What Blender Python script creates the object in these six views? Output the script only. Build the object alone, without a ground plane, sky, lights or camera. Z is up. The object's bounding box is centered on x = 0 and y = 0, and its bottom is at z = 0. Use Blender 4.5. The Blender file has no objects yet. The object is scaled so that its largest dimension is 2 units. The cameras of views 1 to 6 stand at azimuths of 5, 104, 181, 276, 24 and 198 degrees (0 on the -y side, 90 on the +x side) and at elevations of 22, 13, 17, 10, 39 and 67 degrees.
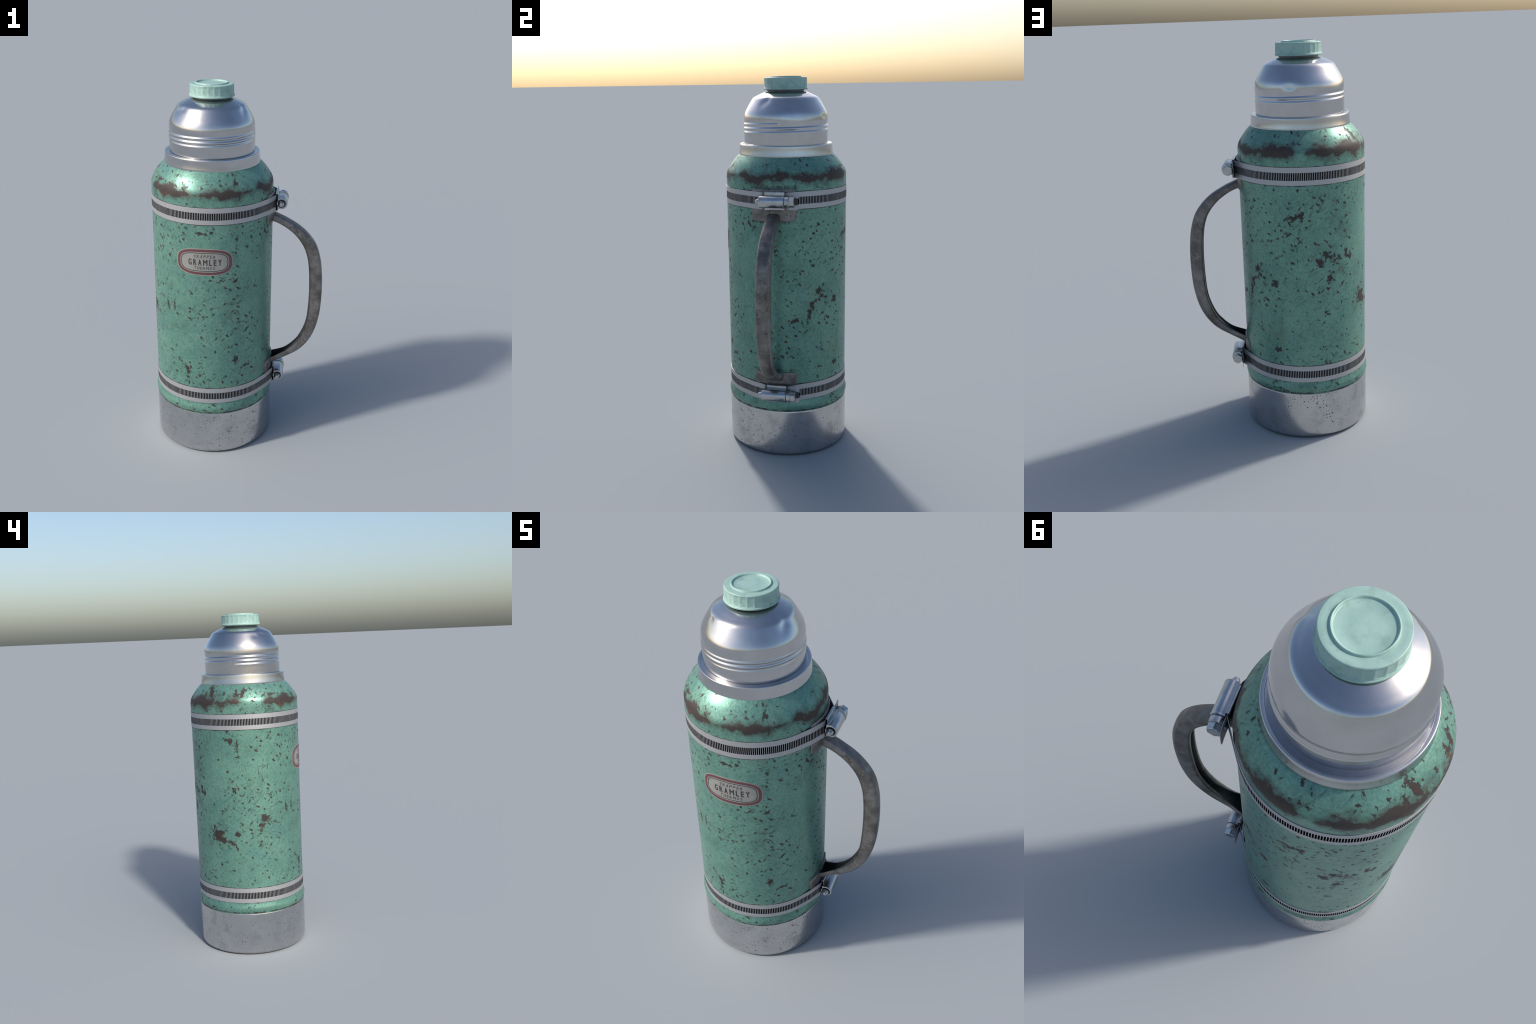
"""Old green vacuum bottle with aluminium cup, mint stopper and a clamped-on steel handle."""
import bpy, bmesh, math, random
from mathutils import Vector, Matrix

random.seed(7)
TAU = math.tau
AXIS_X = -0.1358            # bottle axis in the frame; every part below is built around its own z axis

# ------------------------------------------------------------------ helpers
root = bpy.data.objects.new("vacuum_bottle", None)
root.empty_display_size = 0.2
root.location = (AXIS_X, 0, 0)
root["label"] = "worn green vacuum bottle with metal cup and clamped steel handle"
root["category"] = "thermos bottle"
bpy.context.scene.collection.objects.link(root)


def smoothstep(a, b, x):
    t = min(1.0, max(0.0, (x - a) / (b - a)))
    return t * t * (3 - 2 * t)


def make(name, verts, faces, mats, parent=None, angle=35, face_mats=None, recalc=True):
    me = bpy.data.meshes.new(name)
    me.from_pydata([tuple(v) for v in verts], [], faces)
    for m in (mats if isinstance(mats, (list, tuple)) else [mats]):
        me.materials.append(m)
    if face_mats:
        me.polygons.foreach_set("material_index", face_mats)
    if recalc:
        bm = bmesh.new()
        bm.from_mesh(me)
        bmesh.ops.recalc_face_normals(bm, faces=bm.faces)
        bm.to_mesh(me)
        bm.free()
    me.polygons.foreach_set("use_smooth", [True] * len(me.polygons))
    me.set_sharp_from_angle(angle=math.radians(angle))
    me.update()
    ob = bpy.data.objects.new(name, me)
    bpy.context.scene.collection.objects.link(ob)
    ob.parent = parent or root
    return ob


def lathe_data(profile, segs=192, radius=None):
    """profile: (r, z) from one axis end to the other; radius(r, z, theta) may modulate."""
    verts, faces, rings = [], [], []
    for r, z in profile:
        if r < 1e-6:
            rings.append([len(verts)])
            verts.append((0, 0, z))
            continue
        ring = []
        for k in range(segs):
            t = TAU * k / segs
            rr, zz = (r, z) if radius is None else radius(r, z, t)
            ring.append(len(verts))
            verts.append((rr * math.cos(t), rr * math.sin(t), zz))
        rings.append(ring)
    for a, b in zip(rings, rings[1:]):
        for k in range(segs):
            j = (k + 1) % segs
            if len(a) == 1 and len(b) == 1:
                continue
            if len(a) == 1:
                faces.append((a[0], b[k], b[j]))
            elif len(b) == 1:
                faces.append((a[k], a[j], b[0]))
            else:
                faces.append((a[k], a[j], b[j], b[k]))
    return verts, faces


def catmull(points, n):
    """Resample a control polyline as a Catmull-Rom curve with n points, even in arc length."""
    p = [Vector(q) for q in points]
    p = [2 * p[0] - p[1]] + p + [2 * p[-1] - p[-2]]
    fine = []
    for i in range(1, len(p) - 2):
        for s in range(24):
            t = s / 24
            fine.append(0.5 * ((2 * p[i]) + (p[i + 1] - p[i - 1]) * t
                               + (2 * p[i - 1] - 5 * p[i] + 4 * p[i + 1] - p[i + 2]) * t * t
                               + (3 * p[i] - p[i - 1] - 3 * p[i + 1] + p[i + 2]) * t ** 3))
    fine.append(p[-2])
    acc = [0.0]
    for a, b in zip(fine, fine[1:]):
        acc.append(acc[-1] + (b - a).length)
    out, j = [], 0
    for k in range(n):
        d = acc[-1] * k / (n - 1)
        while j < len(acc) - 2 and acc[j + 1] < d:
            j += 1
        u = (d - acc[j]) / max(1e-9, acc[j + 1] - acc[j])
        out.append(fine[j].lerp(fine[j + 1], u))
    return out


# ------------------------------------------------------------------ node helper
class Nodes:
    def __init__(self, name):
        self.mat = bpy.data.materials.new(name)
        self.mat.use_nodes = True
        self.t = self.mat.node_tree
        self.bsdf = self.t.nodes["Principled BSDF"]

    def new(self, kind, **props):
        n = self.t.nodes.new(kind)
        for k, v in props.items():
            setattr(n, k, v)
        return n

    def put(self, sock, v):
        if isinstance(v, bpy.types.NodeSocket):
            self.t.links.new(v, sock)
        elif v is not None:
            sock.default_value = v

    def math(self, op, a, b=None, c=None, clamp=False):
        n = self.new("ShaderNodeMath", operation=op, use_clamp=clamp)
        for i, v in enumerate((a, b, c)):
            self.put(n.inputs[i], v)
        return n.outputs[0]

    def vec(self, op, a, b=None, scale=None):
        n = self.new("ShaderNodeVectorMath", operation=op)
        self.put(n.inputs[0], a)
        if b is not None:
            self.put(n.inputs[1], b)
        if scale is not None:
            self.put(n.inputs["Scale"], scale)
        return n.outputs["Value"] if op in ("LENGTH", "DISTANCE", "DOT_PRODUCT") else n.outputs[0]

    def coords(self):
        return self.new("ShaderNodeTexCoord").outputs["Object"]

    def sep(self, v):
        n = self.new("ShaderNodeSeparateXYZ")
        self.put(n.inputs[0], v)
        return n.outputs

    def comb(self, x, y, z=0.0):
        n = self.new("ShaderNodeCombineXYZ")
        for i, v in enumerate((x, y, z)):
            self.put(n.inputs[i], v)
        return n.outputs[0]

    def mapping(self, v, loc=(0, 0, 0), rot=(0, 0, 0), scale=(1, 1, 1), kind="POINT"):
        n = self.new("ShaderNodeMapping", vector_type=kind)
        self.put(n.inputs["Vector"], v)
        n.inputs["Location"].default_value = loc
        n.inputs["Rotation"].default_value = rot
        n.inputs["Scale"].default_value = scale
        return n.outputs[0]

    def noise(self, v, scale, detail=3.0, rough=0.55, color=False):
        n = self.new("ShaderNodeTexNoise")
        self.put(n.inputs["Vector"], v)
        n.inputs["Scale"].default_value = scale
        n.inputs["Detail"].default_value = detail
        n.inputs["Roughness"].default_value = rough
        return n.outputs["Color"] if color else n.outputs["Fac"]

    def voronoi(self, v, scale, dims="3D", feature="F1"):
        n = self.new("ShaderNodeTexVoronoi", voronoi_dimensions=dims, feature=feature)
        self.put(n.inputs["Vector"], v)
        n.inputs["Scale"].default_value = scale
        return n

    def step(self, v, lo, hi, a=0.0, b=1.0):
        """smooth remap of v: lo -> a, hi -> b"""
        n = self.new("ShaderNodeMapRange", interpolation_type="SMOOTHSTEP")
        self.put(n.inputs["Value"], v)
        for k, x in zip(("From Min", "From Max", "To Min", "To Max"), (lo, hi, a, b)):
            self.put(n.inputs[k], x)
        return n.outputs[0]

    def mix(self, fac, a, b, mode="MIX"):
        n = self.new("ShaderNodeMix", data_type="RGBA", blend_type=mode)
        self.put(n.inputs[0], fac)
        self.put(n.inputs[6], a)
        self.put(n.inputs[7], b)
        return n.outputs[2]

    def mixf(self, fac, a, b):
        n = self.new("ShaderNodeMix", data_type="FLOAT")
        self.put(n.inputs[0], fac)
        self.put(n.inputs[2], a)
        self.put(n.inputs[3], b)
        return n.outputs[0]

    def ramp(self, v, stops):
        n = self.new("ShaderNodeValToRGB")
        self.put(n.inputs[0], v)
        el = n.color_ramp.elements
        while len(el) < len(stops):
            el.new(0.5)
        for e, (p, c) in zip(el, stops):
            e.position = p
            e.color = (c, c, c, 1) if isinstance(c, (int, float)) else (*c, 1)
        return n.outputs[0]

    def bump(self, height, strength, dist, normal=None):
        n = self.new("ShaderNodeBump")
        n.inputs["Strength"].default_value = strength
        n.inputs["Distance"].default_value = dist
        self.put(n.inputs["Height"], height)
        if normal is not None:
            self.put(n.inputs["Normal"], normal)
        return n.outputs[0]

    def planar(self, p, r):
        """unrolled surface coordinate (arc length, z); the seam lies behind the handle (+x)"""
        x, y, z = self.sep(p)
        ang = self.math("ARCTAN2", self.math("MULTIPLY", y, -1.0), self.math("MULTIPLY", x, -1.0))
        return ang, self.math("MULTIPLY", ang, r), z

    def out(self, **kw):
        for k, v in kw.items():
            self.put(self.bsdf.inputs[k.replace("_", " ")], v)
        return self.mat


def rgb(r, g, b):
    return (r, g, b, 1.0)


# ------------------------------------------------------------------ materials
# bare-metal chips that stand out: angle (deg, 0 = handle side, counter-clockwise), z, half width, half height, tilt
CHIPS = [
    (153, .726, .026, .034, .2), (158, .700, .026, .017, -.5), (167, .690, .026, .009, -.5), (175, .739, .016, .017, .3), (173, .660, .006, .030, .5),
    (204, .825, .018, .021, .0), (202, .788, .008, .014, -.3), (230, .885, .006, .014, .0), (231, .862, .006, .013, .0),
    (239, .876, .0045, .030, .0), (135, .969, .017, .010, .5), (252, .528, .016, .010, -.4), (171, 1.282, .016, .015, .5), (166, 1.292, .013, .006, -.4),
    (178, 1.255, .006, .040, .05), (178, 1.19, .009, .006, .6), (168, 1.341, .013, .011, .0),
    (83, 1.196, .028, .008, .55), (88, 1.203, .010, .014, .1), (104, .959, .013, .020, -.3), (111, .991, .022, .009, -.6), (130, .997, .010, .014, .5), (134, .969, .014, .009, .2),
    (113, .874, .013, .016, .0), (63, .850, .012, .018, .2), (43, .912, .015, .018, -.5), (36, .830, .011, .024, .4), (33, .790, .010, .030, -.2),
    (154, .721, .013, .036, .0), (46, .882, .013, .012, -.3), (18, .756, .020, .008, .3), (38, .855, .018, .007, .4),
    (0, 1.133, .011, .012, .0), (298, 1.067, .006, .008, .0), (257, .971, .010, .006, -.6), (299, 1.034, .008, .012, .5), (64, .497, .014, .009, .2),
    (299, .573, .014, .014, .3), (284, 1.043, .018, .004, .0), (310, .529, .030, .0045, .15), (268, 1.300, .022, .006, -.2), (277, 1.302, .010, .007, .2),
    (148, 1.560, .012, .034, .5), (141, 1.535, .008, .028, .2), (186, 1.552, .011, .020, -.4), (178, 1.548, .008, .018, -.3), (218, 1.540, .028, .006, .1), (301, 1.548, .006, .020, -.5),
]
# thin dark lines: angle, z, half length, tilt from horizontal
LINES = [
    (84, .998, .058, 1.57), (311, 1.012, .043, 1.05), (299, .908, .048, -.15), (303, .915, .020, .5), (280, .890, .034, .05), (199, 1.092, .045, 1.62), (208, 1.102, .055, 1.52),
    (204, 1.134, .030, .05), (203, 1.06, .035, 1.9), (271, .935, .030, .6), (268, .885, .030, .7), (255, .825, .030, -.5), (248, 1.055, .030, -.35), (222, 1.235, .030, 1.5),
    (226, 1.235, .034, 1.5), (216, .795, .045, -.3), (100, .885, .022, .05), (321, 1.0, .032, 1.2), (305, .800, .022, -.1), (20, 1.02, .026, 1.2), (350, .80, .03, 1.0), (115, 1.20, .03, -.9),
]


def paint_material():
    m = Nodes("chipped_green_paint")
    P = m.coords()
    ang, s, z = m.planar(P, 0.3215)
    Q = m.comb(s, z)
    warp_hi = m.vec("SUBTRACT", m.noise(P, 62, 4, .68, color=True), (0.5, 0.5, 0.5))
    warp_lo = m.vec("SUBTRACT", m.noise(P, 9, 2, .5, color=True), (0.5, 0.5, 0.5))
    Qw = m.vec("ADD", Q, m.vec("SCALE", warp_hi, scale=0.052))
    Qs = m.vec("ADD", Q, m.vec("SCALE", warp_lo, scale=0.035))
    Qs = m.vec("ADD", Qs, m.vec("SCALE", warp_hi, scale=0.004))

    def nearest(coord, marks, chunk=9):
        """distance field to a list of tilted ellipses (loc, half sizes, tilt), evaluated chunk after chunk"""
        dist = None
        for n, (a, zz, w, h, tilt) in enumerate(marks):
            if n and n % chunk == 0:      # hang each chunk on the one before, so the shader never holds them all at once
                coord = m.vec("ADD", coord, m.comb(m.math("MULTIPLY", dist, 1e-9), 0.0))
            sa = math.remainder(math.radians(a - 180), TAU) * 0.3215
            d = m.vec("LENGTH", m.mapping(coord, (sa, zz, 0), (0, 0, tilt), (w, h, 1), "TEXTURE"))
            dist = d if dist is None else m.math("MINIMUM", dist, d)
        return dist

    # --- chosen large chips
    big_d = nearest(Qw, CHIPS)
    big = m.step(big_d, 1.10, 0.92)
    close = m.step(big_d, 3.2, 1.0, 0, .085)      # paint flakes off more easily round the large chips

    # --- chosen scratches
    Ql = m.vec("ADD", Q, m.vec("SCALE", warp_lo, scale=0.012))
    Ql = m.vec("ADD", Ql, m.vec("SCALE", warp_hi, scale=0.005))
    dist = nearest(Ql, [(a, zz, h, 0.0026, tilt) for a, zz, h, tilt in LINES])
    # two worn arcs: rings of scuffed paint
    for a, zz, w, h in ((298, .835, .026, .040),):
        sa = math.remainder(math.radians(a - 180), TAU) * 0.3215
        d = m.vec("LENGTH", m.mapping(Qs, (sa, zz, 0), (0, 0, .2), (w, h, 1), "TEXTURE"))
        d = m.math("MULTIPLY", m.math("ABSOLUTE", m.math("SUBTRACT", d, 1.0)), 11.0)
        dist = m.math("MINIMUM", dist, d)
    brk = m.step(m.noise(P, 45, 2), 0.36, 0.56)
    lines = m.math("MULTIPLY", m.step(dist, 1.25, 0.6), brk)

    # --- random chips of two sizes, clustered
    dens = m.noise(P, 4.3, 2, .5)
    def cells(vec, scale, r_max, gate, soft, dlo, dhi):
        v = m.voronoi(vec, scale, "2D")
        r, g, b = m.sep(v.outputs["Color"])
        rad = m.math("MULTIPLY", m.math("MULTIPLY_ADD", g, 0.7, 0.3), r_max)
        on = m.math("LESS_THAN", r, m.step(dens, dlo, dhi, gate * 0.25, gate))
        e = m.math("SUBTRACT", rad, v.outputs["Distance"])
        return m.math("MULTIPLY", m.step(e, -soft * 0.4, soft), on)
    specks = cells(m.vec("ADD", m.mapping(Q, rot=(0, 0, 1.0), scale=(1, 1.5, 1), kind="TEXTURE"), m.vec("SCALE", warp_hi, scale=0.030)), 36, 0.26, 0.46, 0.08, .38, .60)
    tiny = cells(m.vec("ADD", m.mapping(Q, rot=(0, 0, -.3), scale=(1, 1.6, 1), kind="TEXTURE"), m.vec("SCALE", warp_hi, scale=0.010)), 130, 0.25, 0.12, 0.16, .44, .66)
    # ragged flakes: thresholded fractal noise, stretched two ways, denser in clusters
    lift = m.math("ADD", m.math("MULTIPLY_ADD", dens, .30, -.15), close)
    f1 = m.noise(m.mapping(Q, rot=(0, 0, .70), scale=(1, 1.7, 1), kind="TEXTURE"), 40, 4, .55)
    blobs = m.step(m.math("ADD", f1, lift), .662, .685)
    f2 = m.noise(m.mapping(Q, (3, 1, 0), (0, 0, -.80), (1, 3.0, 1), "TEXTURE"), 62, 4, .58)
    f2 = m.math("ADD", f2, lift)
    flakes = m.step(f2, .685, .710)
    scuff = m.math("MULTIPLY", m.step(f2, .575, .70), .60)
    scr = None
    for rot, sc, seed, gate in ((1.05, (1, 9, 1), 1.7, .30), (-0.95, (1, 11, 1), 4.2, .28), (.15, (1, 8, 1), 8.8, .22), (1.62, (1, 8, 1), 6.1, .20)):
        c = cells(m.mapping(Qs, (seed, seed * 2, 0), (0, 0, rot), sc, "TEXTURE"), 38, 0.085, gate, 0.03, .38, .60)
        scr = c if scr is None else m.math("MAXIMUM", scr, c)
    scr = m.math("MULTIPLY", m.math("MULTIPLY", scr, brk), 0.85)

    # --- rubbed band round the shoulder: strength runs round the bottle
    u = m.math("MULTIPLY_ADD", ang, 1 / TAU, 0.5)        # 0 at handle, counter-clockwise
    worn = m.ramp(u, [(0.0, .72), (.07, .66), (.12, .80), (.17, .90), (.225, .82), (.250, .25), (.275, .85), (.37, .95), (.42, .90), (.455, .70), (.505, .72), (.525, .15), (.565, .10),
                      (.585, .75), (.66, 1.0), (.705, .72), (.735, .30), (.755, .70), (.82, .95), (.87, .70), (.90, .55), (.93, .80)])
    zc = m.math("MULTIPLY_ADD", m.noise(P, 5.5, 2), 0.050, 1.478)
    off = m.math("ABSOLUTE", m.math("SUBTRACT", m.math("ADD", z, m.math("MULTIPLY", m.sep(warp_hi)[1], 0.020)), zc))
    field = m.math("SUBTRACT", 1.0, m.math("DIVIDE", off, .046))
    field = m.math("ADD", field, m.math("MULTIPLY_ADD", m.noise(P, 17, 4, .62), 2.2, -1.1))
    field = m.math("ADD", field, m.math("MULTIPLY_ADD", worn, 1.25, -1.25))
    rub = m.step(field, .02, .50)
    rub_soft = m.math("MULTIPLY", m.step(field, -.32, .40), .60)

    # --- dirt and bare edges along clamps, collar and foot
    edge = None
    for zz, w, amt in ((1.4345, .007, 1.0), (1.3475, .009, 1.0), (.411, .009, 1.0), (.3235, .008, .9), (.262, .010, .9), (1.597, .005, .45)):
        e = m.math("SUBTRACT", 1.0, m.math("DIVIDE", m.math("ABSOLUTE", m.math("SUBTRACT", z, zz)), w), clamp=True)
        e = m.math("MULTIPLY", e, amt)
        edge = e if edge is None else m.math("MAXIMUM", edge, e)
    edge = m.step(m.math("MULTIPLY_ADD", m.noise(P, 26, 3, .65), 1.5, m.math("SUBTRACT", edge, 1.17)), 0.0, 0.45)
    # drips below the clamps
    drip_n = m.noise(m.comb(m.math("MULTIPLY", s, 26.0), m.math("MULTIPLY", z, 2.0)), 1.0, 3, .6)
    d_up = m.math("SUBTRACT", 1.0, m.math("DIVIDE", m.math("ABSOLUTE", m.math("SUBTRACT", z, 1.325)), .035), clamp=True)
    d_lo = m.math("SUBTRACT", 1.0, m.math("DIVIDE", m.math("ABSOLUTE", m.math("SUBTRACT", z, .435)), .045), clamp=True)
    drip = m.step(m.math("ADD", drip_n, m.math("MULTIPLY", m.math("MAXIMUM", d_up, d_lo), .22)), .80, .86)
    drip = m.math("MULTIPLY", drip, m.math("GREATER_THAN", m.math("MAXIMUM", d_up, d_lo), 0.02))
    # grime halo around the two mounting plates
    near = m.math("SUBTRACT", 1.0, m.math("DIVIDE", m.math("SUBTRACT", m.math("ABSOLUTE", m.math("SUBTRACT", m.math("ABSOLUTE", ang), math.pi)), .37), .07), clamp=True)
    fan_n = m.noise(m.comb(m.math("MULTIPLY", s, 55.0), m.math("MULTIPLY", z, 9.0)), 1.0, 3, .6)
    fans = None
    for zz, w in ((1.455, .040), (1.280, .030), (.488, .030)):
        f = m.math("SUBTRACT", 1.0, m.math("DIVIDE", m.math("ABSOLUTE", m.math("SUBTRACT", z, zz)), w), clamp=True)
        fans = f if fans is None else m.math("MAXIMUM", fans, f)
    fans = m.step(m.math("MULTIPLY", m.math("MULTIPLY", fans, near), m.math("MULTIPLY_ADD", fan_n, 2.0, 0.0)), .50, 1.1)

    bare = big
    for k in (blobs, flakes, specks, rub, edge, drip):
        bare = m.math("MAXIMUM", bare, k)
    bare = m.math("MAXIMUM", bare, m.math("MULTIPLY", tiny, .85))
    bare = m.math("MAXIMUM", bare, m.math("MULTIPLY", lines, .85))
    bare = m.math("MAXIMUM", bare, scr)
    bare = m.math("MAXIMUM", bare, m.math("MULTIPLY", fans, .75))
    bare = m.math("MAXIMUM", bare, rub_soft)

    # --- colours
    mott = m.noise(P, 6, 5, .68)
    fine = m.noise(P, 95, 4, .7)
    grain = m.noise(m.mapping(P, scale=(1, 1, .45)), 210, 2, .6)
    green = m.mix(m.step(mott, .30, .70), rgb(*PAINT_DARK), rgb(*PAINT_LIGHT))
    green = m.mix(m.step(m.noise(m.mapping(P, (3, 3, 8)), 9, 4, .65), .50, .72, 0, .55), green, rgb(.078, .215, .205))
    green = m.mix(m.step(fine, .35, .70, 0, .42), green, rgb(*PAINT_PALE))
    green = m.mix(m.step(fine, .55, .28, 0, .40), green, rgb(*PAINT_DEEP))
    green = m.mix(m.step(grain, .54, .75, 0, .30), green, rgb(*PAINT_DEEP))
    stain = m.math("MULTIPLY", m.step(m.noise(m.mapping(P, (2, 5, 1)), 6.5, 4, .62), .53, .72), m.step(m.noise(P, 34, 3, .6), .35, .62, .25, .8))
    green = m.mix(m.math("MULTIPLY", stain, .78), green, rgb(.060, .110, .090))
    green = m.mix(scuff, green, rgb(.050, .085, .072))
    brownish = m.math("MULTIPLY", m.step(m.noise(m.mapping(P, (9, 1, 4)), 5, 3, .6), .58, .75), .35)
    green = m.mix(brownish, green, rgb(.16, .20, .10))
    metal = m.mix(m.noise(P, 38, 3, .6), rgb(.020, .017, .016), rgb(.064, .050, .044))
    rust = m.math("MULTIPLY", m.step(m.noise(m.mapping(P, (4, 4, 9)), 24, 3, .6), .58, .72), .75)
    metal = m.mix(rust, metal, rgb(.17, .055, .022))
    metal = m.mix(m.math("MULTIPLY", rub, .25), metal, rgb(.075, .054, .047))
    col = m.mix(bare, green, metal)

    nrm = m.bump(m.noise(P, 60, 4, .6), 0.14, 0.002)
    rough = m.mixf(bare, m.math("MULTIPLY_ADD", fine, .16, PAINT_ROUGH), 0.60)
    return m.out(Base_Color=col, Roughness=rough, Metallic=m.mixf(bare, PAINT_METAL, 0.25), Normal=nrm)


PAINT_DARK, PAINT_LIGHT, PAINT_PALE, PAINT_DEEP = (.102, .240, .192), (.157, .328, .256), (.235, .405, .320), (.064, .165, .147)
PAINT_ROUGH, PAINT_METAL = 0.30, 0.45


def aluminium(name, base, rough, pits=0.0, streak=0.0, dirt_z=None):
    m = Nodes(name)
    P = m.coords()
    cloud = m.noise(P, 10, 4, .6)
    col = m.mix(m.step(cloud, .3, .72), rgb(*[c * .90 for c in base]), rgb(*base))
    r = m.math("MULTIPLY_ADD", m.noise(P, 22, 4, .65), .16, rough - .08)
    h = m.noise(m.mapping(P, scale=(1, 1, 3)), 9, 2, .5)
    nrm = m.bump(h, 0.015, 0.002)
    met = 1.0
    if streak:
        col = m.mix(m.step(m.noise(m.mapping(P, scale=(1, 1, 14)), 14, 3, .6), .52, .75, 0, streak), col, rgb(*[c * .72 for c in base]))
    if pits:
        ang, s, z = m.planar(P, .3248)
        w = m.vec("SUBTRACT", m.noise(P, 90, 2, .6, color=True), (.5, .5, .5))
        Q = m.vec("ADD", m.comb(s, z), m.vec("SCALE", w, scale=.008))
        dens = m.noise(P, 6.5, 2, .5)
        mask = None
        for scale, rr, gate in ((60, .26, .40), (125, .27, .45)):
            v = m.voronoi(Q, scale, "2D")
            a, b, c = m.sep(v.outputs["Color"])
            e = m.math("SUBTRACT", m.math("MULTIPLY_ADD", b, rr, .03), v.outputs["Distance"])
            k = m.math("MULTIPLY", m.step(e, -.05, .12), m.math("LESS_THAN", a, m.step(dens, .46, .66, .03, gate)))
            mask = k if mask is None else m.math("MAXIMUM", mask, k)
        tone = m.mix(m.step(m.noise(m.mapping(P, (3, 3, 3)), 30, 2), .62, .70), rgb(.026, .024, .022), rgb(.10, .05, .025))
        blot = m.math("MULTIPLY", m.step(m.noise(m.mapping(P, (1, 8, 2)), 13, 5, .68), .46, .72), .55)
        col = m.mix(blot, col, rgb(.30, .30, .30))
        col = m.mix(m.math("MULTIPLY", mask, pits), col, tone)
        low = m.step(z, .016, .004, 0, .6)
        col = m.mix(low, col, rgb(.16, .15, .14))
        met = m.mixf(mask, 1.0, .2)
        r = m.mixf(mask, m.math("ADD", r, m.math("MULTIPLY", blot, .25)), .7)
        
    return m.out(Base_Color=col, Roughness=r, Metallic=met, Normal=nrm)


def steel_material(name, dark=False):
    m = Nodes(name)
    P = m.coords()
    c1, c2 = ((.030, .036, .034), (.075, .080, .074)) if dark else ((.118, .107, .098), (.262, .245, .230))  # dark pair: green-black tint for channel shade and the bottle's reflection
    n = m.noise(P, 15, 5, .65)
    col = m.mix(m.step(n, .32, .70), rgb(*c1), rgb(*c2))
    col = m.mix(m.step(m.noise(m.mapping(P, (5, 5, 5)), 48, 3, .6), .58, .75, 0, .35), col, rgb(*[c * 1.5 for c in c2]))
    gate = m.step(m.noise(m.mapping(P, (1, 7, 3)), 7, 2, .5), .54, .62)
    spot = m.math("MULTIPLY", m.step(m.noise(P, 85, 3, .6), .56, .64), gate)
    col = m.mix(m.math("MULTIPLY", spot, .85), col, rgb(.085, .045, .025))
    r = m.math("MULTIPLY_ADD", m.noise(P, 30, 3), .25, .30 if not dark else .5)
    nrm = m.bump(m.noise(P, 60, 4, .6), .12, .002)
    if dark:   # occlusion baked in as black towards the lower mounting
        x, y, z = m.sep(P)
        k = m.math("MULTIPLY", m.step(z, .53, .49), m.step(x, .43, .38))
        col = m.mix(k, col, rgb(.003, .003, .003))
    return m.out(Base_Color=col, Roughness=r, Metallic=.2 if dark else .6, Normal=nrm)


def band_material():
    m = Nodes("brushed_band_steel")
    P = m.coords()
    n = m.noise(P, 240, 2, .6)
    col = m.mix(m.step(n, .3, .7), rgb(.40, .40, .41), rgb(.48, .48, .485))
    col = m.mix(m.step(m.noise(P, 12, 3, .6), .55, .8, 0, .25), col, rgb(.36, .36, .37))
    x, y, z = m.sep(P)      # contact shadow painted into the band colour beside the screw housing
    side = m.math("SUBTRACT", 1.0, m.math("DIVIDE", m.math("ABSOLUTE", m.math("SUBTRACT", m.math("ABSOLUTE", m.math("SUBTRACT", y, .013)), .054)), .022), clamp=True)
    painted_contact_shadow = m.math("MULTIPLY", m.math("MULTIPLY", side, m.math("GREATER_THAN", x, .31)), m.step(m.noise(P, 70, 3, .6), .30, .62, .25, 1.0))
    col = m.mix(m.math("MULTIPLY", painted_contact_shadow, .85), col, rgb(.05, .05, .05))
    return m.out(Base_Color=col, Roughness=.52, Metallic=.65, Normal=m.bump(n, .08, .001))


def plain(name, color, rough, metal, var=.15, scale=25):
    m = Nodes(name)
    P = m.coords()
    n = m.noise(P, scale, 4, .6)
    col = m.mix(m.step(n, .3, .7), rgb(*[c * (1 - var) for c in color]), rgb(*color))
    return m.out(Base_Color=col, Roughness=m.math("MULTIPLY_ADD", n, .12, rough - .06), Metallic=metal)


def stopper_material():
    m = Nodes("mint_plastic")
    P = m.coords()
    n = m.noise(P, 14, 4, .6)
    col = m.mix(m.step(n, .3, .7), rgb(.285, .440, .392), rgb(.340, .505, .445))
    stain = m.math("MULTIPLY", m.step(m.noise(m.mapping(P, (2, 2, 6)), 24, 4, .65), .50, .70), .60)
    col = m.mix(stain, col, rgb(.21, .34, .285))
    col = m.mix(m.step(m.noise(m.mapping(P, (7, 2, 1)), 30, 3, .6), .60, .75, 0, .4), col, rgb(.40, .58, .555))
    return m.out(Base_Color=col, Roughness=m.math("MULTIPLY_ADD", n, .15, .36), Normal=m.bump(m.noise(P, 70, 3), .07, .002))


def print_material(name, color, rough=.5):
    m = Nodes(name)
    P = m.coords()
    n = m.noise(P, 60, 4, .7)
    col = m.mix(m.step(n, .35, .75), rgb(*color), rgb(*[c * .82 for c in color]))
    col = m.mix(m.step(m.noise(P, 120, 2, .7), .66, .78, 0, .35), col, rgb(.26, .24, .21))
    return m.out(Base_Color=col, Roughness=rough)


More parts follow.
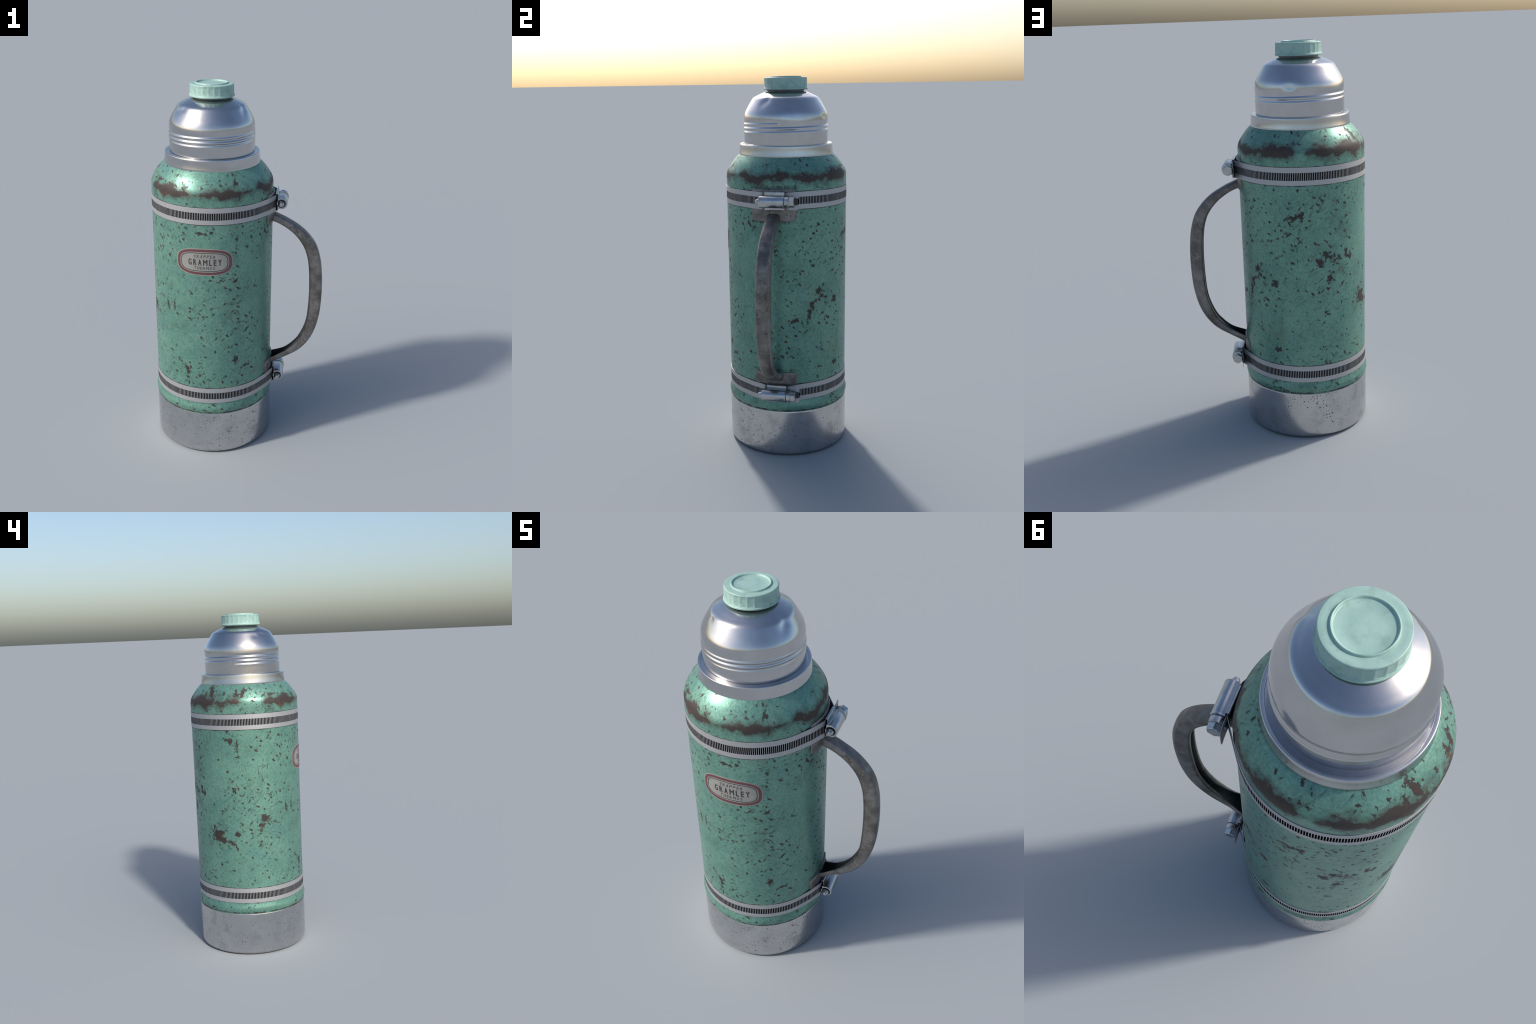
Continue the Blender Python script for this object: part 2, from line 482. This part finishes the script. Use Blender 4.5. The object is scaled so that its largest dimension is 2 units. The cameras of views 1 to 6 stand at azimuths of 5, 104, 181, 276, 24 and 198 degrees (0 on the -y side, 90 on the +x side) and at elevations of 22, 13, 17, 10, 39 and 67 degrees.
PAINT = paint_material()
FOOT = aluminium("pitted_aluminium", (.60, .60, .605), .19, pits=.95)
BRIGHT = aluminium("spun_aluminium", (.57, .57, .58), .18, streak=.12)
STEEL = steel_material("worn_steel")
STEEL_IN = steel_material("shade_darkened_steel", dark=True)
BAND = band_material()
SLOT = plain("slot_shadow", (.005, .005, .006), .9, .0)  # near-black, glossless: shadow inside slots and saddle ends put into the colour
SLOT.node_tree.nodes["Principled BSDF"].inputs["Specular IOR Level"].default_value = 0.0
ZINC = plain("zinc_plated_steel", (.52, .53, .54), .24, 1.0, var=.22, scale=18)
ZINC_DARK = plain("dark_zinc", (.16, .17, .17), .45, .8, var=.3)
MINT = stopper_material()
PAPER = print_material("label_paper", (.265, .262, .245))
RED = print_material("label_red", (.122, .045, .049))
INK = print_material("label_ink", (.035, .037, .036))
INK_SOFT = print_material("label_ink_soft", (.075, .075, .072))

# ------------------------------------------------------------------ painted body
body_profile = [(.3195, .2555), (.3238, .2562), (.3247, .2600), (.3250, .2645), (.3260, .2690), (.3278, .2740), (.3288, .2800), (.3291, .2855), (.3287, .2910), (.3273, .2965), (.3250, .3045), (.3228, .3120), (.3213, .3190), (.3206, .3260), (.3205, .3300)]
body_profile += [(.3205, .330 + (1.470 - .330) * k / 40) for k in range(1, 41)]
shoulder = [(.3205, 1.470), (.3204, 1.482), (.3195, 1.4955), (.3170, 1.508), (.3122, 1.5203), (.3042, 1.5335), (.2937, 1.5495), (.2800, 1.568), (.2655, 1.5840), (.2530, 1.5965), (.2440, 1.603)]
body_profile += [(p[0], p[1]) for p in catmull([(r, z, 0) for r, z in shoulder], 40)[1:]]
body = make("body", *lathe_data(body_profile), PAINT)

# ------------------------------------------------------------------ aluminium foot
foot_profile = [(0, .006), (.285, .006), (.296, .001), (.304, 0), (.312, .002), (.318, .007), (.3222, .014), (.3242, .023), (.3248, .034), (.3248, .12), (.3248, .200), (.3249, .245), (.3246, .2515), (.3236, .2545), (.3215, .2555), (.316, .255)]
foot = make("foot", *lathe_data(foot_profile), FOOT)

# ------------------------------------------------------------------ collar under the cup
collar_profile = [(.240, 1.596), (.2500, 1.5975), (.2507, 1.5992), (.2497, 1.606), (.2484, 1.615), (.2472, 1.626), (.2463, 1.638), (.2458, 1.648), (.2452, 1.6525), (.2438, 1.6545), (.2420, 1.6550), (.2325, 1.6545), (.2315, 1.6535), (.2312, 1.6515), (.2200, 1.6510)]
collar = make("collar", *lathe_data(collar_profile), BRIGHT, angle=40)

# ------------------------------------------------------------------ cup with helical thread and a few dents
PITCH, THREAD_Z, THREAD_START, TURNS = .0215, 1.7275, 173.0, 1.54
DENTS = [(-19, 1.880, 6, .020, .0060), (-26, 1.862, 6, .022, .0035), (-134, 1.880, 7, .014, .0040), (-147, 1.866, 7, .014, .0025), (77, 1.797, 8, .017, .0032), (30, 1.802, 22, .016, .0010), (-70, 1.80, 14, .02, .0007)]


def cup_radius(r, z, t):
    deg = math.degrees(t)
    f = ((deg - THREAD_START) % 360) / 360
    if 1.70 < z < 1.775:
        lower, upper = .2216, r
        low_top = THREAD_Z + PITCH * (f - 1)          # top of the plain lower cylinder at this angle
        rr = .2188 + (upper - .2188) * smoothstep(1.757, 1.775, z)
        for k in (-1, 0, 1, 2):
            turn = f + k
            d = (z - (THREAD_Z + PITCH * turn)) / PITCH
            if abs(d) < .5 and (k >= 0 or d > 0):
                fade = smoothstep(TURNS + .012, TURNS - .03, turn)
                peak = .0032 if k < 0 else .0046
                rr += fade * peak * (.5 + .5 * math.cos(TAU * d)) ** .9
        if z < low_top:
            r = lower
        elif z < low_top + PITCH:                     # first groove opens gradually at the thread's start
            r = lower + (rr - lower) * smoothstep(0, .05, f)
        else:
            r = rr
    for a, dz, wa, wz, depth in DENTS:
        da = ((deg - a + 180) % 360 - 180) / wa
        q = da * da + ((z - dz) / wz) ** 2
        if q < 9:
            r -= depth * math.exp(-q)
    r += .0004 * math.sin(3 * t + 40 * z) * smoothstep(1.76, 1.80, z)
    return r, z


cup_profile = [(.2190, 1.644), (.2222, 1.6475)] + [(.2218 - .0004 * k / 8, 1.650 + .055 * k / 8) for k in range(9)]
cup_profile += [(.2212, 1.705 + .0008 * k) for k in range(1, 88)]
dome = [(.2212, 1.776), (.2210, 1.787), (.2200, 1.799), (.2172, 1.811), (.2120, 1.8235), (.2038, 1.8390), (.1945, 1.8550), (.1855, 1.8700), (.1787, 1.8812), (.1738, 1.8878), (.1685, 1.8926), (.1615, 1.8968), (.1515, 1.9015), (.1380, 1.9080), (.1240, 1.9140), (.1100, 1.9195), (.1000, 1.9215), (.0900, 1.9222), (.05, 1.9222)]
cup_profile += [(p[0], p[1]) for p in catmull([(r, z, 0) for r, z in dome], 64)]
cup = make("cup", *lathe_data(cup_profile, 288, cup_radius), BRIGHT, angle=60)

# ------------------------------------------------------------------ stopper
FLUTES, CAP_SEGS = 24, 24 * 12


def cap_radius(r, z, t):
    if r > .100 and 1.9432 < z < 1.9885:          # shallow flutes with narrow ribs between them
        ph = (t * FLUTES / TAU) % 1.0
        depth = .0018 * (math.sin(math.pi * ph) + 1e-9) ** .7 * smoothstep(1.9432, 1.9440, z) * smoothstep(1.9885, 1.9868, z)
        r = r - depth
    return r, z


cap_profile = [(0, 1.930), (.108, 1.930), (.1150, 1.9318), (.1166, 1.9340), (.1166, 1.9372), (.1155, 1.9395), (.1136, 1.9405), (.1130, 1.9430), (.1130, 1.9442), (.1129, 1.960), (.1128, 1.975), (.1127, 1.9862),
               (.1125, 1.9890), (.1117, 1.9915), (.1102, 1.9930), (.1082, 1.9936), (.0960, 1.9936), (.0860, 1.9935), (.0842, 1.9938), (.0833, 1.9952), (.0828, 1.9975), (.0817, 1.9993), (.0800, 2.0), (.0782, 1.9994), (.0768, 1.9976), (.0757, 1.9952), (.0745, 1.9938), (.0725, 1.9932), (.04, 1.9932), (0, 1.9932)]
stopper = make("stopper", *lathe_data(cap_profile, CAP_SEGS, cap_radius), MINT, angle=38)
neck = make("neck", *lathe_data([(.0900, 1.9205), (.0955, 1.9210), (.0965, 1.9262), (.0985, 1.9268), (.0985, 1.9305)], 96), ZINC_DARK, parent=stopper)  # dark material draws the shadow gap below the stopper

# ------------------------------------------------------------------ label wrapped on the body
R_BODY = .3205
LABEL_A, LABEL_Z = math.radians(-90.0), 1.1485


def wrap(x, y, h):
    """label plane (x along the girth, y up) to the cylinder, h proud of the paint"""
    a = LABEL_A + x / R_BODY
    return ((R_BODY + h) * math.cos(a), (R_BODY + h) * math.sin(a), LABEL_Z + y)


def oval(a, b, n=2.9, count=144):
    pts = []
    for k in range(count):
        t = TAU * k / count
        c, s = math.cos(t), math.sin(t)
        pts.append((a * math.copysign(abs(c) ** (2 / n), c), b * math.copysign(abs(s) ** (2 / n), s)))
    return pts


def plate(name, outer, inner, h0, h1, mat, parent):
    """raised slab between two ovals (or a full slab when inner is None), following the cylinder"""
    n = len(outer)
    rings = []
    levels = 1 if inner else 14
    for k in range(levels + 1):
        f = k / levels
        rings.append([((1 - f) * o[0] + f * (inner[i][0] if inner else 0), (1 - f) * o[1] + f * (inner[i][1] if inner else 0)) for i, o in enumerate(outer)])
    verts = [wrap(x, y, h0) for x, y in outer]
    faces = []
    for ring in rings:
        verts += [wrap(x, y, h1) for x, y in ring]
    if inner:
        verts += [wrap(x, y, h0) for x, y in inner]
    total = len(verts) // n
    for lev in range(total - 1):
        for i in range(n):
            j = (i + 1) % n
            faces.append((lev * n + i, lev * n + j, (lev + 1) * n + j, (lev + 1) * n + i))
    return make(name, verts, faces, mat, parent, angle=30)


LA, LB = .1476, .0735
label = plate("label", oval(LA, LB), None, -.002, .0009, PAPER, root)
plate("red_border", oval(LA - .0050, LB - .0050, 3.0), oval(LA - .0192, LB - .0182, 3.2), .0006, .0013, RED, label)
plate("black_outline", oval(LA - .0245, LB - .0232, 3.5), oval(LA - .0284, LB - .0266, 3.5), .0006, .0013, INK, label)


def glyph(ch):
    cu = bpy.data.curves.new("glyph", "FONT")
    cu.body = ch
    cu.resolution_u = 6
    ob = bpy.data.objects.new("glyph", cu)
    bpy.context.scene.collection.objects.link(ob)
    dg = bpy.context.evaluated_depsgraph_get()
    me = bpy.data.meshes.new_from_object(ob.evaluated_get(dg))
    v = [(p.co.x, p.co.y) for p in me.vertices]
    f = [tuple(p.vertices) for p in me.polygons]
    bpy.data.objects.remove(ob)
    bpy.data.curves.remove(cu)
    bpy.data.meshes.remove(me)
    x0, x1 = min(p[0] for p in v), max(p[0] for p in v)
    y0, y1 = min(p[1] for p in v), max(p[1] for p in v)
    return [((p[0] - x0) / (x1 - x0), (p[1] - y0) / (y1 - y0)) for p in v], f


def word(text, cx, cy, width, height, letter_w, bold, slant, mat, wide="", arch=0.0):
    """condensed capitals, evenly spaced between the two ends of the word, each a raised slab"""
    ws = [letter_w * (1.32 if c in wide else 1.0) * (.82 if c in "LE" else 1.0) for c in text]
    gap = (width - sum(ws)) / (len(text) - 1)
    x = cx - width / 2
    for c, w in zip(text, ws):
        pts, fs = glyph(c)
        bm = bmesh.new()
        layers = [(-bold, 0), (bold, 0), (0, bold * .7), (0, -bold * .7)] if bold else [(0, 0)]
        for li, (dx, dy) in enumerate(layers):
            vs = []
            for px, py in pts:
                lx = x + px * w + dx + slant * (py - .5) * height
                mid = (lx - cx) / (width / 2)
                ly = cy + (py - .5) * height + dy + arch * (1 - mid * mid)
                vs.append(bm.verts.new(wrap(lx, ly, .0014 + .00006 * li)))
            lo = []
            for px, py in pts:
                lx = x + px * w + dx + slant * (py - .5) * height
                mid = (lx - cx) / (width / 2)
                ly = cy + (py - .5) * height + dy + arch * (1 - mid * mid)
                lo.append(bm.verts.new(wrap(lx, ly, .0005)))
            count = {}
            for f in fs:
                bm.faces.new([vs[i] for i in f])
                for a, b in zip(f, f[1:] + f[:1]):
                    count[(a, b)] = 1
            for a, b in list(count):
                if (b, a) not in count:
                    bm.faces.new((vs[a], lo[a], lo[b], vs[b]))
        me = bpy.data.meshes.new("letter")
        bm.to_mesh(me)
        bm.free()
        me.materials.append(mat)
        ob = bpy.data.objects.new("letter", me)
        bpy.context.scene.collection.objects.link(ob)
        ob.parent = label
        x += w + gap


word("GRAMLEY", 0.0035, -.0015, .168, .0310, .0150, .0011, 0, INK, wide="M", arch=0)
word("TRAPPER", 0.002, .0285, .110, .0165, .0105, .0002, .25, INK_SOFT, arch=.0025)
word("THERMOS", 0.002, -.0300, .106, .0155, .0100, .0002, .12, INK_SOFT, wide="M", arch=-.0025)

# ------------------------------------------------------------------ handle: bent channel, open towards the bottle
X0 = -AXIS_X
outer_pts = [(.190, 1.327), (.225, 1.311), (.265, 1.292), (.332, 1.252), (.388, 1.200), (.427, 1.140), (.450, 1.063), (.4605, .975), (.4635, .875), (.4570, .758), (.436, .658), (.400, .580), (.345, .517), (.274, .473), (.225, .449), (.186, .430)]
inner_pts = [(.190, 1.285), (.218, 1.274), (.258, 1.250), (.311, 1.206), (.353, 1.150), (.378, 1.085), (.3895, 1.010), (.3945, .910), (.393, .800), (.386, .710), (.370, .647), (.342, .587), (.313, .551), (.280, .519), (.256, .502), (.225, .4865), (.186, .470)]
N = 84
outer = catmull([(x + X0, 0, z) for x, z in outer_pts], N)
inner = catmull([(x + X0, 0, z) for x, z in inner_pts], N)
verts, faces, fm = [], [], []
ARC = 6
for k in range(N):
    o, i = outer[k], inner[k]
    d = i - o
    depth = d.length
    d.normalize()
    t = k / (N - 1)
    mid = smoothstep(0, .12, t) * smoothstep(1, .86, t)
    flare = smoothstep(.91, 1.0, t)
    w = .0345 + .012 * flare
    rc = min(.0175, depth * .48)              # rounded back of the channel
    ri = min(.0125 * mid + .0025, depth * .4)                   # rolled-in lips on the open side
    slot = w * (.36 + .46 * smoothstep(.80, .97, t))
    floor = depth * (.45 - .2 * flare)
    half = [(0, floor), (slot - .003, floor), (slot, floor + .003), (slot, depth - .0030), (slot + .0010, depth - .0012), (slot + .0025, depth)]
    side0 = w - ri
    half += [(side0 * .5 + (slot + .0025) * .5, depth)] if side0 > slot + .004 else []
    for q in range(ARC + 1):
        an = math.pi / 2 * q / ARC
        half.append((max(w - ri + ri * math.sin(an), slot + .0032), depth - ri + ri * math.cos(an)))
    half += [(w + .0006, rc + (depth - ri - rc) * f) for f in (.75, .5, .25)]
    for q in range(ARC + 1):
        an = math.pi / 2 * q / ARC
        half.append((w - rc + rc * math.cos(an), rc - rc * math.sin(an)))
    half += [(.5 * (w - rc), -.0012), (0, -.0016)]
    pad = 7 - (1 if side0 > slot + .004 else 0)
    if pad == 7:
        half.insert(6, (slot + .0028, depth))
    loop = half + [(-y, dd) for y, dd in reversed(half[1:-1])]
    for y, dd in loop:
        p = o + d * dd
        verts.append((p.x, y, p.z))
M = len(loop)
for k in range(N - 1):
    for q in range(M):
        q2 = (q + 1) % M
        faces.append((k * M + q, k * M + q2, (k + 1) * M + q2, (k + 1) * M + q))
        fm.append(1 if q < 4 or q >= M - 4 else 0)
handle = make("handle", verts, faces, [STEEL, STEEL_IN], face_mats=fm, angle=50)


def mount_plate(z0, z1, half_y, corners):
    """thick sheet bent to the bottle, rounded corners at the free ends"""
    R, T, NY, NZ, rc = .3240, .0075, 48, 26, .022
    def zlim(y):
        e = max(0.0, abs(y) - (half_y - rc))
        cut = rc - math.sqrt(max(0.0, rc * rc - e * e))
        return z0 + (cut if corners[0] else 0), z1 - (cut if corners[1] else 0)
    vs, fs = [], []
    for side in (0, 1):
        for a in range(NY + 1):
            # denser sampling towards the rounded ends
            u = a / NY * 2 - 1
            y = half_y * math.copysign(1 - (1 - abs(u)) ** 1.6, u)
            lo, hi = zlim(y)
            for b in range(NZ + 1):
                z = lo + (hi - lo) * b / NZ
                edge = min(z - lo, hi - z, (half_y - abs(y)) * 1.0)
                soft = .003 * (1 - smoothstep(0, .006, edge)) if side else 0
                # the sheet is bent a little flatter than the bottle
                rr = R - .0050 * (abs(y) / half_y) ** 2 + (T - soft if side else -.004)
                an = y / .330
                vs.append((rr * math.cos(an), rr * math.sin(an), z))
    S = (NY + 1) * (NZ + 1)
    idx = lambda s, a, b: s * S + a * (NZ + 1) + b
    for a in range(NY):
        for b in range(NZ):
            for s in (0, 1):
                fs.append((idx(s, a, b), idx(s, a + 1, b), idx(s, a + 1, b + 1), idx(s, a, b + 1)))
    for a in range(NY):
        for b in (0, NZ):
            fs.append((idx(0, a, b), idx(0, a + 1, b), idx(1, a + 1, b), idx(1, a, b)))
    for b in range(NZ):
        for a in (0, NY):
            fs.append((idx(0, a, b), idx(0, a, b + 1), idx(1, a, b + 1), idx(1, a, b)))
    return make("mounting_plate", vs, fs, STEEL, parent=handle, angle=50)


mount_plate(1.2845, 1.4470, .1225, (True, True))
mount_plate(.3300, .4770, .1225, (True, True))

# ------------------------------------------------------------------ worm-drive clamps
BAND_R, SEAT_X, SEAT_Y0, SEAT_Y1 = .3206, .3390, -.050, .072


def band_path():
    """plan of the taut band: convex hull of the bottle, the plate's ends and the seat of the screw housing"""
    e = math.radians(21.8)
    pts = [(BAND_R * math.cos(TAU * k / 720), BAND_R * math.sin(TAU * k / 720)) for k in range(720)]
    pts += [(SEAT_X, SEAT_Y0), (SEAT_X, SEAT_Y1), (.3275 * math.cos(e), .3275 * math.sin(e)), (.3275 * math.cos(e), -.3275 * math.sin(e))]
    pts.sort()
    def chain(seq):
        h = []
        for p in seq:
            while len(h) > 1 and (h[-1][0] - h[-2][0]) * (p[1] - h[-2][1]) - (h[-1][1] - h[-2][1]) * (p[0] - h[-2][0]) <= 0:
                h.pop()
            h.append(p)
        return h[:-1]
    hull = chain(pts) + chain(pts[::-1])
    k = hull.index((SEAT_X, SEAT_Y0))
    return hull[k:] + hull[:k] + [hull[k]]


def along(pts, step_len):
    acc = [0.0]
    for a, b in zip(pts, pts[1:]):
        acc.append(acc[-1] + math.hypot(b[0] - a[0], b[1] - a[1]))
    total = acc[-1]
    def at(d):
        lo, hi = 0, len(acc) - 1
        while hi - lo > 1:
            mid = (lo + hi) // 2
            if acc[mid] <= d:
                lo = mid
            else:
                hi = mid
        u = (d - acc[lo]) / max(1e-9, acc[hi] - acc[lo])
        a, b = pts[lo], pts[hi]
        tx, ty = b[0] - a[0], b[1] - a[1]
        L = math.hypot(tx, ty) or 1
        return (a[0] + tx * u, a[1] + ty * u, ty / L, -tx / L)
    return at, total


def slotted_strip(name, pts, zc, height, pitch, duty, parent, round_end=False, thick=.0018):
    at, total = along(pts, pitch)
    n = int(total / pitch)
    pitch = total / n
    rows = [-height / 2, -height / 2 + height * .275, height / 2 - height * .295, height / 2]
    vs, fs, fm = [], [], []
    def col(d, shrink=0.0):
        x, y, nx, ny = at(min(d, total - 1e-7))
        base = len(vs)
        for r in rows:
            rz = r * (1 - shrink)
            vs.append((x + nx * thick, y + ny * thick, zc + rz))
        for r in (rows[0], rows[3]):
            vs.append((x, y, zc + r * (1 - shrink)))
        return base, (x, y, nx, ny)
    prev = None
    cols = []
    for k in range(n):
        cols.append((k * pitch, False))
        cols.append((k * pitch + pitch * (1 - duty), True))
    cols.append((total, False))
    made = []
    for d, slot in cols:
        sh = 0.0
        if round_end:
            e = max(0.0, d - (total - .014))
            sh = .32 * (1 - math.sqrt(max(0.0, 1 - (e / .0141) ** 2)))
        made.append((col(d, sh), slot, sh))
    for (a, slot, sha), (b, _, shb) in zip(made, made[1:]):
        A, B = a[0], b[0]
        fs += [(A, B, B + 1, A + 1), (A + 2, B + 2, B + 3, A + 3), (A + 3, B + 3, B + 5, A + 5), (A + 4, B + 4, B, A), (A + 5, B + 5, B + 4, A + 4)]
        fm += [0] * 5
        if not slot:
            fs.append((A + 1, B + 1, B + 2, A + 2))
            fm.append(0)
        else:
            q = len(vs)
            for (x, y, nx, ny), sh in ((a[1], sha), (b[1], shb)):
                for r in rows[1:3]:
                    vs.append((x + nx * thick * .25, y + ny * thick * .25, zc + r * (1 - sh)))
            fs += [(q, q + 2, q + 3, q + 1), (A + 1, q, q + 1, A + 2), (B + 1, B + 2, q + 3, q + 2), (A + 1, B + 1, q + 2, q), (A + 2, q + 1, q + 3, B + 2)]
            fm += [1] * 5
    for c in (made[0], made[-1]):
        A = c[0][0]
        fs.append((A, A + 1, A + 2, A + 3, A + 5, A + 4))
        fm.append(0)
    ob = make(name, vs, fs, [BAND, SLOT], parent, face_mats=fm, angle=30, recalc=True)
    return ob


def y_lathe(name, profile, x, z, mat, parent, segs=48, shape=None, angle=40):
    """solid of revolution about a tangential (y) axis; profile (radius, y)"""
    vs, fs = lathe_data(profile, segs)
    out = []
    for vx, vy, vz in vs:
        # local (vx, vy) -> (x, z) offsets, vz -> y
        px, pz = (vx, vy) if shape is None else shape(vx, vy)
        out.append((x + px, vz, z + pz))
    return make(name, out, fs, mat, parent, angle=angle)


def clamp(zc, height):
    band = slotted_strip("hose_clamp", band_path(), zc, height, .0086, .71, root)
    # free tail lying over the band beyond the screw
    tail = slotted_strip("band_tail", [(SEAT_X + .0030, .050), (SEAT_X + .0032, .085), (SEAT_X + .0022, .110), (SEAT_X - .0004, .1335)], zc, height * .995, .0086, .71, band, round_end=True)
    hx = X0 + .2335
    R = .0310
    # saddle: flat sleeve folded round the band
    x0, x1 = SEAT_X - .004, SEAT_X + .0115
    hz = height / 2 + .0035
    vs, fs = [], []
    sec = []
    rr = .0050
    for cx, cz, a0 in ((x1 - rr, hz - rr, 0), (x0 + rr, hz - rr, 90), (x0 + rr, -hz + rr, 180), (x1 - rr, -hz + rr, 270)):
        for k in range(5):
            a = math.radians(a0 + 90 * k / 4)
            sec.append((cx + rr * math.cos(a), zc + cz + rr * math.sin(a)))
    m = len(sec)
    ys = (-.0385, -.0380, .0635, .0640)
    for q, y in enumerate(ys):
        for x, z in sec:
            g = .0006 if q in (0, 3) else 0
            vs.append((x - g * (1 if x > (x0 + x1) / 2 else -1), y, z - g * (1 if z > zc else -1)))
    for q in range(len(ys) - 1):
        for k in range(m):
            j = (k + 1) % m
            fs.append((q * m + k, q * m + j, (q + 1) * m + j, (q + 1) * m + k))
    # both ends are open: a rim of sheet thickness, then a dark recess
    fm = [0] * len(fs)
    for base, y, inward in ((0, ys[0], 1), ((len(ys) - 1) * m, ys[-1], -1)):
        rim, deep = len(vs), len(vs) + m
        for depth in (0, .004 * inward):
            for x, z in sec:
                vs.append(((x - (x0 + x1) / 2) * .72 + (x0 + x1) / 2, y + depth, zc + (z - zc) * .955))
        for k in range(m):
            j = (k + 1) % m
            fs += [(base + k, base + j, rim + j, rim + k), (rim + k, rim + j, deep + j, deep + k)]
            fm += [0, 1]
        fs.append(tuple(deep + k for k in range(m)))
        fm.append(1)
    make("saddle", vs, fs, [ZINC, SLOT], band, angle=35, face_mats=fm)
    # screw housing: D-shaped tube standing on the saddle, open end towards -y
    seat = SEAT_X + .0112 - hx

    def dee(px, pz):
        r = math.hypot(px, pz)
        if px < 0 and r > .024:      # flatten the side towards the band
            f = r / R
            pz2 = math.copysign(min(abs(pz) * 1.25, R * f * .93), pz)
            return max(px * 1.08, seat * 1.0), pz2
        return px, pz
    y_lathe("screw_housing", [(.0215, -.046), (.0222, -.0580), (.0235, -.0592), (.0290, -.0592), (.0305, -.0580), (R, -.0560), (R, 0), (R, .0600), (.0302, .0612), (.0302, .0622), (.0322, .0630), (.0326, .0642), (.0326, .0672), (.0318, .0684), (.0285, .0690), (.010, .0690)], hx, zc, ZINC, band, shape=dee)
    y_lathe("screw_recess", [(0, -.0475), (.0222, -.0475)], hx, zc, ZINC_DARK, band, segs=32)
    y_lathe("screw_tip", [(.0175, -.047), (.0175, -.0605), (.0165, -.0665), (.0140, -.0725), (.0108, -.0785), (.0098, -.0808), (.0080, -.0818), (0, -.0818)], hx, zc - .001, ZINC, band, segs=32)
    # screw head: round shank then a hexagon
    screw = y_lathe("hex_screw", [(.0230, .068), (.0272, .0700), (.0285, .0720), (.0285, .0885), (.0292, .0905), (.0290, .0925), (.0270, .0935), (.010, .0935)], hx, zc, ZINC, band)
    hexv, hexf = [], []
    prof = [(.0262, .0925), (.0262, .1160), (.0248, .1178)]
    for r, y in prof:
        for k in range(6):
            a = TAU * k / 6 + math.radians(30)
            hexv.append((hx + r * math.cos(a), y, zc + r * math.sin(a)))
    for q in range(2):
        for k in range(6):
            j = (k + 1) % 6
            hexf.append((q * 6 + k, q * 6 + j, q * 6 + 6 + j, q * 6 + 6 + k))
    hexf.append(tuple(12 + k for k in range(6)))
    make("hex_head", hexv, hexf, ZINC, band, angle=20)
    return band


clamp(1.3912, .0868)
clamp(.3670, .0880)
